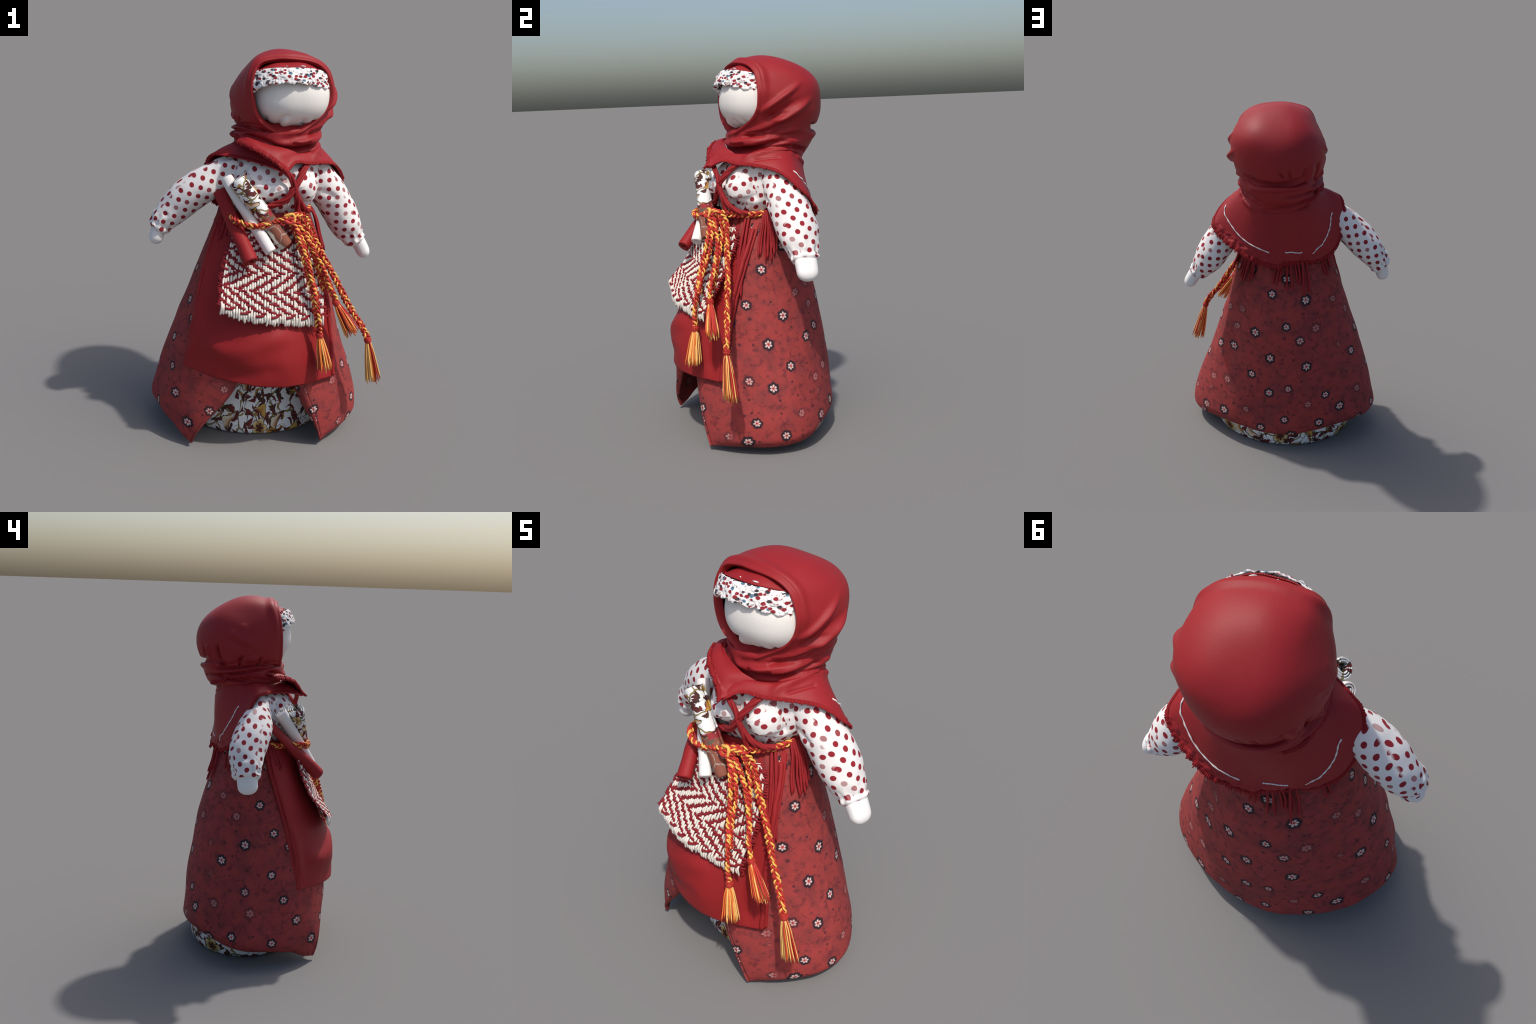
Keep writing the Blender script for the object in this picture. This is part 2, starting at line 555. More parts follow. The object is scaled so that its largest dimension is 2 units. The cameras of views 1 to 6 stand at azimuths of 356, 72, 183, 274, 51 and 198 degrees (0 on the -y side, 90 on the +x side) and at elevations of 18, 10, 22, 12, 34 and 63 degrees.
nu, nv = 260, 110
u = np.linspace(0, 1, nu)[:, None]
v = np.linspace(0, 1, nv)[None]
z = .01 + v * 1.19 + 0 * u
for _ in range(6):
    deg = skirt_side(z, False) * (1 - u) + skirt_side(z, True) * u
    hem = skirt_hem(deg)
    z = hem + (1.2 - hem) * v ** 1.15
P = skirt_point(np.radians(deg), z)
roll = np.clip(1 - (z - hem) / .05, 0, 1) ** 2 * smooth(-58, -35, deg) * smooth(238, 215, deg)
inward = unit(P * A([1, 1, 0]) - A([-.035, .012, 0]))
P = P - inward * (roll * .026)[..., None]
N = grid_normals(P)
amp = .5 + .5 * smooth(1.15, .5, z)
P = P + N * ((noise(P, 5) * .008 + noise_b(P, 11) * .003) * amp)[..., None]
gather = smooth(.95, 1.2, z) * np.sin(np.radians(deg) * 26) * .006
P = P + N * gather[..., None]
g = Build()
g.grid(P, flip=False)
# facings: the front edges turn back towards the underskirt
for edge, sgn in ((P[0], -1), (P[-1], 1)):
    k = np.linspace(0, 1, 8)[:, None, None]
    zz = edge[None, :, 2:3]
    w = .055 * smooth(0, .30, zz) + .006
    to = np.concatenate([sgn * w * .9, w * .42, 0 * w], -1)
    F = edge[None] + to * k + A([0, -.012, 0]) * np.sin(k * PI)
    g.grid(F, flip=sgn < 0)
overskirt = g.make("overskirt", mat_overskirt, doll)
thicken(overskirt, .007, -1 if True else 1)

# ---- underskirt: a stuffed bag that carries the doll
US_Z = (0, .012, .04, .1, .2, .3, .4, .6, .9, 1.15)
US_A = (.372, .390, .408, .432, .442, .43, .405, .35, .25, .17)
US_B = (.296, .308, .312, .308, .302, .292, .280, .25, .19, .14)
US_CY = (.066, .066, .068, .074, .080, .082, .078, .06, .03, .03)
th = np.linspace(0, 2 * PI, 160, endpoint=False)[:, None]
zz = np.linspace(0, 1, 90)[None] ** 1.3 * 1.15
zz = zz + 0 * th
P = np.stack([-.035 + pchip(US_Z, US_A, zz) * np.cos(th), pchip(US_Z, US_CY, zz) + pchip(US_Z, US_B, zz) * np.sin(th), zz], -1)
N = grid_normals(P, True)
P += N * (noise(P, 6) * .006 * smooth(0, .06, zz))[..., None]
g = Build()
g.grid(P, wrap_u=True)
g.add(np.vstack([P[:, 0], [[-.035, .066, .0]]]), [(i, len(P), (i + 1) % len(P)) for i in range(len(P))])
g.make("underskirt", mat_underskirt, doll)

# ---- apron
AP_Z = (1.205, 1.05, .9, .75, .62, .5, .40)
AP_LX, AP_LY = (-.232, -.288, -.332, -.364, -.385, -.408, -.428), (-.045, -.085, -.135, -.185, -.215, -.235, -.243)
AP_RX, AP_RY = (.205, .265, .300, .322, .337, .352, .362), (.000, -.080, -.150, -.205, -.240, -.265, -.283)
AP_CY = (-.160, -.225, -.290, -.355, -.415, -.442, -.438)


def apron_point(u, v, lift=0.0):
    bottom = .42 - .045 * u - .012 * np.sin(u * PI)
    z = 1.205 + (bottom - 1.205) * v
    zk = 1.205 + (.40 - 1.205) * v
    lx, ly, rx, ry = (pchip(AP_Z, t, zk) for t in (AP_LX, AP_LY, AP_RX, AP_RY))
    cy = pchip(AP_Z, AP_CY, zk)
    s = 2 * u - 1
    bow = np.maximum(1 - np.abs(s) ** 2.1, 0)
    x = lx + (rx - lx) * u
    y0 = ly + (ry - ly) * u
    y = y0 + (cy - (ly + ry) / 2) * bow - lift
    return np.stack([x, y, z + 0 * y], -1)


u = np.linspace(0, 1, 150)[:, None]
v = np.linspace(0, 1, 120)[None]
P = apron_point(u, v)
N = grid_normals(P)
N = np.where(N[..., 1:2] > 0, -N, N)
h = noise(P, 4.5) * .007 + noise_b(P, 9) * .0025
h = h + fold(P, [(-.36, -.22, .60), (-.2, -.38, .55), (0, -.43, .62), (.15, -.42, .70)], .016, .05)
h = h + fold(P, [(-.28, -.30, .46), (-.1, -.42, .44), (.1, -.44, .50)], -.010, .045)
h = h + fold(P, [(.30, -.30, .38), (.27, -.33, .55), (.25, -.30, .75)], -.012, .03)
h = h + fold(P, [(-.33, -.2, .8), (-.36, -.24, .6), (-.39, -.27, .45)], .008, .03)
P = P + N * h[..., None]
edge = np.minimum(u, 1 - u) + 0 * v
P[..., 1] += .02 * (1 - smooth(0, .03, edge))
P[..., 2] += noise(P * A([1, 1, 0]), 60) * .003 * smooth(.97, 1, v)
g = Build()
g.grid(P)
apron = g.make("apron", mat_apron, doll)
thicken(apron, .007, 0)
# rolled side hem of the apron
g = Build()
for uu, r in ((.992, .012), (.012, .007)):
    path = apron_point(uu, np.linspace(.10, .995, 60), .0)
    path += noise(path, 25)[:, None] * .003
    g.tube(path, r * (1 + .2 * noise_b(path, 14)), 10)
g.make("apron_hem", mat_apron, apron)

# ---- torso in a dotted blouse
TO_Z = (1.14, 1.19, 1.24, 1.33, 1.42, 1.50, 1.56)
TO_A = (.200, .206, .224, .238, .235, .19, .11)
TO_F = (-.11, -.130, -.165, -.188, -.155, -.05, .03)
TO_BK = (.20, .215, .23, .245, .25, .24, .2)
CORD_A = [(.03, -.19, 1.455), (.075, -.185, 1.425), (.105, -.180, 1.385), (.122, -.180, 1.345), (.135, -.172, 1.29), (.142, -.160, 1.235), (.145, -.155, 1.20)]
CORD_B = [(.185, -.10, 1.452), (.165, -.135, 1.42), (.142, -.165, 1.38), (.118, -.180, 1.345), (.08, -.185, 1.29), (.03, -.178, 1.262), (-.03, -.168, 1.24), (-.09, -.155, 1.21)]
CORD_C = [(.118, -.180, 1.345), (.135, -.170, 1.30), (.165, -.148, 1.25), (.19, -.11, 1.215), (.215, -.06, 1.20)]
th = np.linspace(0, 2 * PI, 200, endpoint=False)[:, None]
zz = np.linspace(1.14, 1.56, 110)[None] + 0 * th
f_, b_ = pchip(TO_Z, TO_F, zz), pchip(TO_Z, TO_BK, zz)
P = np.stack([pchip((1.14, 1.20, 1.27, 1.56), (-.006, .002, .03, .03), zz) + pchip(TO_Z, TO_A, zz) * np.cos(th), (f_ + b_) / 2 + (b_ - f_) / 2 * np.sin(th), zz], -1)
N = grid_normals(P, True)
h = fold(P, [(.05, -.19, 1.46), (.10, -.19, 1.39), (.125, -.19, 1.33), (.142, -.17, 1.25), (.145, -.16, 1.19)], -.030, .035, (.1, .1))
h += fold(P, [(.09, -.19, 1.29), (.0, -.18, 1.25), (-.09, -.16, 1.21)], -.024, .026, (.1, .1))
h += fold(P, [(.13, -.18, 1.30), (.17, -.15, 1.25), (.22, -.08, 1.21)], -.022, .026, (.1, .1))
h += fold(P, [(-.02, -.21, 1.38), (-.02, -.21, 1.32), (-.01, -.2, 1.29)], .022, .075)
h += fold(P, [(.20, -.15, 1.38), (.21, -.14, 1.32), (.21, -.12, 1.27)], .026, .065)
h += fold(P, [(.245, -.04, 1.46), (.262, -.045, 1.35), (.255, -.035, 1.24)], -.020, .018)
h += fold(P, [(-.13, -.13, 1.47), (-.17, -.12, 1.38), (-.17, -.12, 1.28)], -.02, .02)
h += fold(P, [(-.12, -.14, 1.46), (-.06, -.19, 1.41), (-.01, -.2, 1.40)], -.008, .012)
h += fold(P, [(-.14, -.13, 1.44), (-.09, -.18, 1.39), (-.05, -.2, 1.37)], .007, .012)
h += noise(P, 12) * .004 + smooth(1.26, 1.18, zz) * np.sin(th * 34) * .005
P = P + N * (-h if N[0, 0, 0] < 0 else h)[..., None]
g = Build()
g.grid(P, wrap_u=True)
torso = g.make("torso", mat_blouse, doll)


# ---- sleeves and hands
def arm(axis, radii, depth, hand_pts, hand_r, mat, creases, seed):
    axis, hand_pts = A(axis) + A([0, .012, 0]), A(hand_pts) + A([0, .010, 0])
    c = spline(axis, 120)
    s = np.linspace(0, 1, 120)
    r1 = pchip(np.linspace(0, 1, len(radii)) if radii.ndim == 1 else radii[:, 0], radii if radii.ndim == 1 else radii[:, 1], s)
    r2 = pchip(depth[:, 0], depth[:, 1], s)
    T = unit(np.gradient(c, axis=0))
    Y = unit(np.array([0, 1, 0]) - T * T[:, 1:2])
    X = np.cross(Y, T)
    a = np.linspace(0, 2 * PI, 110, endpoint=False)[:, None, None]
    P = c[None] + np.cos(a) * X[None] * r1[None, :, None] + np.sin(a) * Y[None] * r2[None, :, None]
    N = unit(P - c[None])
    h = noise(P + seed, 10) * .007 + noise_b(P, 22) * .002
    pleat = smooth(.82, .93, s) * smooth(1.0, .95, s)
    h += pleat[None] * (np.sin(a[..., 0] * 9 + seed) * .004 + noise(P, 40) * .005)
    sh = smooth(.25, .02, s)
    h += sh[None] * np.sin(a[..., 0] * 7 + seed) * .006
    for path, amp, w in creases:
        h += fold(P, path, amp, w)
    P = P + N * h[..., None]
    g = Build()
    g.grid(P, wrap_u=True)
    g.add(np.vstack([P[:, -1], c[-1:] - T[-1:] * .01]), [(i, (i + 1) % 110, 110) for i in range(110)])
    sleeve = g.make("sleeve", mat, doll)
    # mitten hand
    hc = spline(hand_pts, 40)
    k = np.linspace(0, 1, 40)
    prof = np.sqrt(np.clip(1 - np.clip((k - .62) / .38, 0, 1) ** 2.4, 0, 1)) * (1 - .10 * k)
    T = unit(np.gradient(hc, axis=0))
    Y = unit(np.array([0, 1, 0]) - T * T[:, 1:2])
    X = np.cross(Y, T)
    a = np.linspace(0, 2 * PI, 40, endpoint=False)[:, None, None]
    ca, sa = np.cos(a), np.sin(a)
    P = hc[None] + (np.sign(ca) * np.abs(ca) ** .85 * X[None] * hand_r[0] + np.sign(sa) * np.abs(sa) ** .85 * Y[None] * hand_r[1]) * prof[None, :, None]
    g = Build()
    g.grid(P, wrap_u=True)
    g.make("hand", mat_hand, doll)


L = A([(0, .085), (.12, .092), (.35, .091), (.6, .090), (.78, .080), (.9, .064), (.945, .056), (.97, .058), (1, .046)])
LD = A([(0, .05), (.2, .068), (.35, .092), (.6, .102), (.78, .095), (.9, .080), (.945, .070), (.97, .073), (1, .062)])
arm([(-.14, -.02, 1.39), (-.25, -.012, 1.352), (-.36, .010, 1.283), (-.455, .028, 1.20), (-.522, .026, 1.125), (-.560, .022, 1.062)],
    L, LD, [(-.550, .024, 1.10), (-.565, .018, 1.05), (-.582, .010, .985)], (.040, .057), mat_sleeve_l,
    [([(-.2, -.06, 1.42), (-.25, -.08, 1.36), (-.26, -.07, 1.28)], -.012, .02), ([(-.5, -.04, 1.15), (-.53, .02, 1.17), (-.56, .08, 1.14)], -.008, .012)], 1.0)
R = A([(0, .085), (.12, .096), (.35, .097), (.6, .093), (.78, .084), (.9, .066), (.945, .056), (.97, .060), (1, .046)])
RD = A([(0, .05), (.2, .075), (.38, .105), (.6, .110), (.78, .098), (.9, .082), (.945, .072), (.97, .076), (1, .062)])
arm([(.17, .045, 1.41), (.25, .060, 1.352), (.335, .092, 1.263), (.400, .113, 1.155), (.458, .120, 1.06), (.512, .118, .978)],
    R, RD, [(.500, .118, 1.01), (.530, .116, .965), (.568, .112, .893)], (.040, .058), mat_sleeve_r,
    [([(.24, -.04, 1.42), (.27, -.05, 1.33), (.27, -.03, 1.24)], -.014, .02), ([(.27, -.02, 1.29), (.33, -.01, 1.27), (.37, .0, 1.24)], -.012, .018),
     ([(.44, .05, 1.06), (.46, .03, 1.03), (.49, .05, 1.0)], -.012, .012)], 2.3)

# ---- head: a stuffed linen ball, pleated under the chin
th = np.linspace(0, 2 * PI, 200, endpoint=False)[:, None]
ph = np.linspace(.01, PI - .01, 130)[None]
HC = A([.095, .075, 1.765])


def spow(x, e):
    return np.sign(x) * np.abs(x) ** e


P = np.stack([HC[0] + .205 * spow(np.sin(ph), .8) * spow(np.cos(th), .85), HC[1] + .218 * spow(np.sin(ph), .8) * spow(np.sin(th), .85),
              HC[2] + np.where(np.cos(ph) < 0, .148, .17) * spow(np.cos(ph), .92) + 0 * th], -1)
turn = math.radians(9)
P = HC + (P - HC) @ A([[math.cos(turn), math.sin(turn), 0], [-math.sin(turn), math.cos(turn), 0], [0, 0, 1]])
N = unit(P - HC)
h = fold(P, [(.035, -.05, 1.61), (.035, -.10, 1.645), (.055, -.13, 1.68), (.10, -.14, 1.70)], -.012, .013, (.05, .4))
h += fold(P, [(.06, -.05, 1.61), (.065, -.11, 1.65), (.09, -.135, 1.685)], .012, .024, (.05, .5))
h += fold(P, [(.155, -.05, 1.61), (.165, -.10, 1.64), (.16, -.13, 1.68)], -.010, .014, (.05, .4))
h += fold(P, [(.215, -.03, 1.63), (.225, -.08, 1.66), (.22, -.10, 1.69)], -.008, .012, (.05, .6))
h += fold(P, [(-.02, -.02, 1.64), (-.03, -.06, 1.67), (-.02, -.09, 1.70)], -.008, .012, (.05, .6))
P = P + N * (h + noise(P, 7) * .003)[..., None]
g = Build()
g.grid(P, wrap_u=True, flip=True)
head = g.make("head", mat_face, doll)

# ---- lumpy speckled headband with a scalloped lower edge
BT = [(-.10, .0, 1.885), (-.09, -.055, 1.90), (-.04, -.10, 1.915), (.03, -.118, 1.924), (.12, -.112, 1.926), (.20, -.08, 1.92), (.255, -.02, 1.903), (.268, .03, 1.885)]
BB = [(-.098, -.02, 1.780), (-.098, -.085, 1.795), (-.055, -.128, 1.830), (.01, -.149, 1.850), (.10, -.150, 1.855), (.19, -.120, 1.845), (.258, -.065, 1.822), (.288, .01, 1.795)]
top, bot = spline(BT, 260), spline(BB, 260)
k = np.linspace(0, 1, 44)[None, :, None]
P = top[:, None] * (1 - k) + bot[:, None] * k
out = unit(P - A([.095, .06, 0])[None, None] * A([1, 1, 0]) - P * A([0, 0, 1]))
s = np.linspace(0, 1, 260)[:, None]
kk = k[..., 0]
scal = np.abs(np.sin(s * PI * 8.5 + .6))
P[..., 2] -= (scal ** .6 * .011 - .006) * smooth(.55, 1, kk)
lump = .010 * np.sin(kk * PI) ** .6 + noise(P, 48) * .006 + np.abs(noise_b(P, 80)) * .006 + .005 * smooth(.6, .95, kk) * scal
P = P + out * lump[..., None]
P[:, -1] -= out[:, -1] * .022
P[:, -1, 2] += .004
g = Build()
g.grid(P)
band = g.make("headband", mat_band, doll)
thicken(band, .006, 1)

# ---- red cap under the scarf, with a stitched seam above the band
g = Build()
rows = []
for t in np.linspace(0, 1, 24):
    c = A([.09, .10, 1.90])
    row = top + (top - c) * A([1, 1, 0]) * (-.07 - .53 * t ** 1.3) + A([0, 0, 1]) * (-.004 + .034 * math.sin(t * PI / 2))
    rows.append(row)
P = np.stack(rows, 1)
P += unit(P - A([.09, .1, 1.85])) * (noise(P, 14) * .006)[..., None]
g.grid(P, flip=True)
seam = P[:, 0] + A([0, -.003, .003])
g.tube(seam, .0035 + .0008 * np.sin(np.arange(260) * 1.3), 7)
cap = g.make("under_cap", mat_scarf, doll)
g = Build()
for a0, b0, dz in ((.60, .665, .013), (.44, .46, .010)):
    i0, i1 = int(a0 * 259), int(b0 * 259)
    g.tube(P[i0:i1:2, 4] + A([0, -.003, 0]), .0035 * np.sin(np.linspace(.3, PI - .3, len(P[i0:i1:2, 4]))), 6)
g.make("loose_thread", mat_white_thread, cap)

# ---- headscarf: hood
HO = A([.065, .11, 1.745])


def hood_radius(d):
    ax = np.where(d[..., 0] > 0, .276, .272)
    ay = np.where(d[..., 1] > 0, .292, .30)
    az = np.where(d[..., 2] > 0, .258, .25)
    def lobe(n, k):
        return np.clip(d @ unit(A(n, dtype=float)), 0, 1) ** k
    trim = .020 * lobe((0, .62, .78), 7) + .018 * lobe((-.78, 0, .62), 9) + .014 * lobe((.55, .5, .66), 9) + .006
    e = 2.0 + .45 * smooth(-.2, .5, d[..., 0]) * smooth(-.1, .4, d[..., 2])
    return (np.abs(d[..., 0] / ax) ** e + np.abs(d[..., 1] / ay) ** e + np.abs(d[..., 2] / az) ** e) ** (-1 / e) - trim


RIM = [(.087, -.042, 1.968), (.20, -.020, 1.953), (.268, .0, 1.912), (.302, .004, 1.85), (.316, .002, 1.79), (.297, -.003, 1.72), (.245, -.03, 1.658), (.15, -.07, 1.612),
       (.06, -.08, 1.592), (-.02, -.085, 1.615), (-.085, -.092, 1.68), (-.112, -.092, 1.77), (-.108, -.078, 1.87), (-.075, -.058, 1.94), (0, -.046, 1.964)]
rim = spline(RIM, 300, True)
dr = unit(rim - HO)
ratio = np.linalg.norm(rim - HO, axis=1) / hood_radius(dr)
pole = unit(A([.05, 1, -.1]))
s = np.linspace(0, 1, 150)
om = np.arccos(np.clip(dr @ pole, -1, 1))
D = (np.sin((1 - s)[None, :] * om[:, None])[..., None] * pole + np.sin(s[None, :] * om[:, None])[..., None] * dr[:, None]) / np.sin(om)[:, None, None]
D = unit(D)
rr = hood_radius(D)
fade = smooth(.55, 1, s)[None]
P = HO + D * (rr * (1 + (ratio[:, None] - 1) * fade))[..., None]
# ridges (+) and creases (-) drawn over hood, neck wraps and cape alike: path, height, width
RIGHT_FOLDS = [
    ([(0.279, -0.012, 1.696), (0.317, 0.042, 1.737), (0.332, 0.166, 1.818), (0.307, 0.233, 1.87)], 0.014, 0.016),
    ([(0.27, 0.011, 1.66), (0.308, 0.057, 1.694), (0.336, 0.172, 1.754), (0.321, 0.238, 1.788)], -0.008, 0.018),
    ([(0.286, 0.039, 1.663), (0.314, 0.1, 1.675), (0.321, 0.223, 1.736), (0.29, 0.292, 1.778)], 0.018, 0.017),
    ([(0.272, 0.059, 1.622), (0.297, 0.101, 1.639), (0.314, 0.196, 1.676), (0.309, 0.239, 1.709)], -0.012, 0.016),
    ([(0.288, 0.033, 1.671), (0.307, 0.065, 1.685), (0.328, 0.146, 1.701), (0.329, 0.186, 1.718)], -0.008, 0.012),
    ([(0.046, -0.104, 1.589), (0.182, -0.046, 1.615), (0.309, 0.103, 1.663), (0.315, 0.198, 1.679)], 0.012, 0.018),
    ([(0.182, -0.058, 1.595), (0.235, -0.006, 1.59), (0.284, 0.11, 1.614), (0.301, 0.167, 1.637)], -0.014, 0.012),
    ([(0.247, 0.015, 1.592), (0.265, 0.071, 1.605), (0.282, 0.194, 1.616), (0.222, 0.282, 1.606)], 0.010, 0.016),
    ([(0.081, -0.106, 1.562), (0.207, -0.045, 1.554), (0.273, 0.129, 1.569), (0.248, 0.235, 1.541)], 0.012, 0.020),
    ([(0.106, -0.09, 1.525), (0.219, -0.021, 1.528), (0.273, 0.156, 1.531), (0.175, 0.292, 1.494)], -0.020, 0.014),
    ([(0.218, -0.1, 1.458), (0.237, -0.03, 1.505), (0.275, 0.134, 1.54), (0.279, 0.204, 1.487)], 0.012, 0.018),
    ([(-0.002, -0.104, 1.557), (0.132, -0.092, 1.557), (0.258, 0.054, 1.606), (0.311, 0.119, 1.66)], 0.010, 0.018),
    ([(0.013, -0.101, 1.53), (0.131, -0.087, 1.512), (0.265, 0.048, 1.553), (0.271, 0.158, 1.571)], -0.020, 0.016),
    ([(0.176, -0.067, 1.582), (0.201, -0.046, 1.589), (0.236, 0.006, 1.603), (0.25, 0.033, 1.613)], -0.007, 0.012),
    ([(0.248, -0.05, 1.489), (0.258, -0.006, 1.505), (0.272, 0.096, 1.521), (0.27, 0.159, 1.517)], 0.010, 0.014),
    ([(0.263, -0.055, 1.471), (0.282, -0.02, 1.483), (0.314, 0.056, 1.498), (0.322, 0.102, 1.497)], -0.006, 0.008),
]

LEFT_FOLDS = [
    ([(-0.146, 0.013, 1.625), (-0.104, -0.048, 1.634), (-0.062, -0.079, 1.634), (-0.018, -0.095, 1.629)], -0.007, 0.007),
    ([(-0.179, 0.081, 1.591), (-0.13, -0.021, 1.607), (-0.027, -0.081, 1.61), (0.025, -0.094, 1.607)], -0.008, 0.008),
    ([(-0.148, -0.006, 1.581), (-0.058, -0.085, 1.57), (0.131, -0.079, 1.519), (0.225, -0.024, 1.549)], -0.014, 0.014),
    ([(0.095, -0.104, 1.557), (0.12, -0.096, 1.553), (0.173, -0.07, 1.552), (0.2, -0.052, 1.555)], -0.010, 0.010),
    ([(-0.175, 0.215, 1.823), (-0.199, 0.16, 1.785), (-0.194, 0.045, 1.724), (-0.165, -0.002, 1.678)], 0.006, 0.022),
    ([(-0.178, 0.223, 1.803), (-0.2, 0.168, 1.769), (-0.196, 0.058, 1.71), (-0.168, 0.013, 1.665)], -0.008, 0.014),
    ([(-0.175, 0.122, 1.865), (-0.189, 0.109, 1.835), (-0.201, 0.083, 1.774), (-0.201, 0.069, 1.744)], 0.002, 0.022),
    ([(-0.129, 0.315, 1.73), (-0.13, 0.31, 1.705), (-0.117, 0.302, 1.652), (-0.101, 0.3, 1.625)], 0.012, 0.018),
    ([(-0.167, 0.262, 1.742), (-0.167, 0.256, 1.701), (-0.155, 0.23, 1.626), (-0.17, 0.187, 1.619)], -0.020, 0.012),
    ([(-0.176, 0.126, 1.614), (-0.188, 0.117, 1.648), (-0.194, 0.091, 1.672)], -0.016, 0.009),
    ([(-0.179, 0.075, 1.64), (-0.179, 0.05, 1.656), (-0.164, 0.029, 1.641)], 0.010, 0.014),
    ([(-0.15, 0.021, 1.624), (-0.159, 0.01, 1.649), (-0.155, -0.01, 1.665)], -0.014, 0.008),
    ([(-0.172, 0.171, 1.624), (-0.181, 0.177, 1.649), (-0.184, 0.195, 1.668)], 0.012, 0.018),
    ([(-0.123, 0.289, 1.593), (-0.172, 0.194, 1.601), (-0.15, 0.02, 1.619), (-0.081, -0.063, 1.629)], -0.014, 0.010),
    ([(-0.129, 0.279, 1.572), (-0.175, 0.191, 1.581), (-0.163, 0.03, 1.605), (-0.096, -0.048, 1.61)], 0.007, 0.010),
    ([(-0.124, 0.288, 1.553), (-0.176, 0.192, 1.565), (-0.16, 0.019, 1.595), (-0.078, -0.063, 1.605)], -0.012, 0.009),
]

BACK_FOLDS = [
    ([(0.259, 0.286, 1.656), (0.162, 0.336, 1.616), (-0.051, 0.344, 1.634), (-0.137, 0.293, 1.68)], -0.028, 0.017),
    ([(-0.024, 0.361, 1.639), (-0.019, 0.381, 1.68), (-0.013, 0.391, 1.717)], -0.010, 0.008),
    ([(0.01, 0.378, 1.651), (0.028, 0.391, 1.677), (0.052, 0.398, 1.693)], -0.010, 0.008),
    ([(-0.081, 0.333, 1.648), (-0.096, 0.338, 1.686), (-0.102, 0.341, 1.726)], -0.012, 0.010),
    ([(0.232, 0.269, 1.567), (0.128, 0.351, 1.583), (-0.061, 0.339, 1.606), (-0.148, 0.251, 1.615)], 0.010, 0.022),
    ([(0.233, 0.246, 1.514), (0.212, 0.269, 1.505), (0.169, 0.289, 1.483), (0.147, 0.293, 1.471)], -0.010, 0.010),
    ([(0.031, 0.354, 1.519), (-0.03, 0.347, 1.527), (-0.143, 0.264, 1.55), (-0.186, 0.041, 1.527)], -0.016, 0.013),
    ([(0.172, 0.293, 1.437), (0.088, 0.305, 1.44), (-0.073, 0.288, 1.474), (-0.145, 0.227, 1.493)], -0.018, 0.016),
    ([(0.264, 0.205, 1.499), (0.254, 0.238, 1.476), (0.202, 0.282, 1.446), (0.172, 0.294, 1.433)], 0.010, 0.012),
]
SCARF_FOLDS = RIGHT_FOLDS + LEFT_FOLDS + BACK_FOLDS
h = noise(P, 5) * .006
for path, amp, w in SCARF_FOLDS:
    h = h + fold(P, path, amp * 1.4, w * .95, (.25, .5))
h *= smooth(0, .05, s)[None]
P = P + D * h[..., None]
# rolled rim: swell outwards, then turn in
swell = np.exp(-((s - .97) / .035) ** 2)[None] * .013 * smooth(1.72, 1.88, P[..., 2])
P = P + D * swell[..., None]
inn = []
for t in np.linspace(.15, 1, 14):
    a = t * PI * .75
    c = P[:, -1]
    fwd = unit(A([.15, -1, 0]))
    ins = unit(rim.mean(0) - c)
    inn.append(c + fwd * .020 * math.sin(a) + ins * .018 * (1 - math.cos(a)) - fwd * .05 * max(t - .5, 0))
P = np.concatenate([P, np.stack(inn, 1)], 1)
g = Build()
g.grid(P, wrap_u=True)
scarf = g.make("headscarf", mat_scarf, doll)

# ---- headscarf: wraps round the neck
NW_Z = (1.40, 1.44, 1.48, 1.52, 1.56, 1.60, 1.63, 1.66, 1.69)
NW_A = (.200, .200, .205, .220, .228, .228, .222, .215, .20)
NW_F = (-.05, -.07, -.085, -.10, -.114, -.108, -.070, -.02, .03)
NW_B = (.26, .275, .298, .326, .350, .358, .340, .32, .30)
th = np.linspace(0, 2 * PI, 300, endpoint=False)[:, None]
zz = np.linspace(1.40, 1.69, 120)[None] + 0 * th
f_, b_ = pchip(NW_Z, NW_F, zz), pchip(NW_Z, NW_B, zz)
P = np.stack([.045 + pchip(NW_Z, NW_A, zz) * np.cos(th), (f_ + b_) / 2 + (b_ - f_) / 2 * np.sin(th), zz], -1)
N = grid_normals(P, True)
h = noise(P * A([1, 1, 3]), 7) * .006
for path, amp, w in SCARF_FOLDS:
    h = h + fold(P, path, amp * 1.35, w * .85, (.15, .15))
P = P + N * h[..., None]
g = Build()
g.grid(P, wrap_u=True)
g.make("neck_wrap", mat_scarf, scarf)
NECK, NECK_N = P.reshape(-1, 3), N.reshape(-1, 3)

# ---- headscarf: shoulder cape
HEM = [(.067, -.225, 1.436), (.125, -.165, 1.468), (.208, -.107, 1.452), (.28, -.045, 1.447), (.363, .06, 1.414), (.418, .15, 1.330), (.390, .213, 1.272), (.278, .281, 1.212),
       (.172, .308, 1.161), (.046, .300, 1.125), (-.03, .276, 1.143), (-.168, .222, 1.135), (-.260, .165, 1.175), (-.306, .112, 1.245), (-.325, .060, 1.355), (-.302, .012, 1.458),
       (-.24, -.04, 1.478), (-.12, -.125, 1.475), (-.02, -.19, 1.455)]
n = 420
hem = spline(HEM, n, True)
ang = np.unwrap(np.arctan2(hem[:, 1] - .11, hem[:, 0] - .04))
zneck = pchip((-PI, -PI / 2, 0, PI / 2, PI), (1.535, 1.52, 1.525, 1.47, 1.535), np.arctan2(np.sin(ang), np.cos(ang)))
fn, bn = pchip(NW_Z, NW_F, zneck), pchip(NW_Z, NW_B, zneck)
neck = np.stack([.045 + (pchip(NW_Z, NW_A, zneck) - .012) * np.cos(ang), (fn + bn) / 2 + ((bn - fn) / 2 - .012) * np.sin(ang), zneck], -1)
mid = .5 * (neck + hem)
outv = np.stack([np.cos(ang), np.sin(ang), 0 * ang], -1)
aw = np.arctan2(np.sin(ang), np.cos(ang))
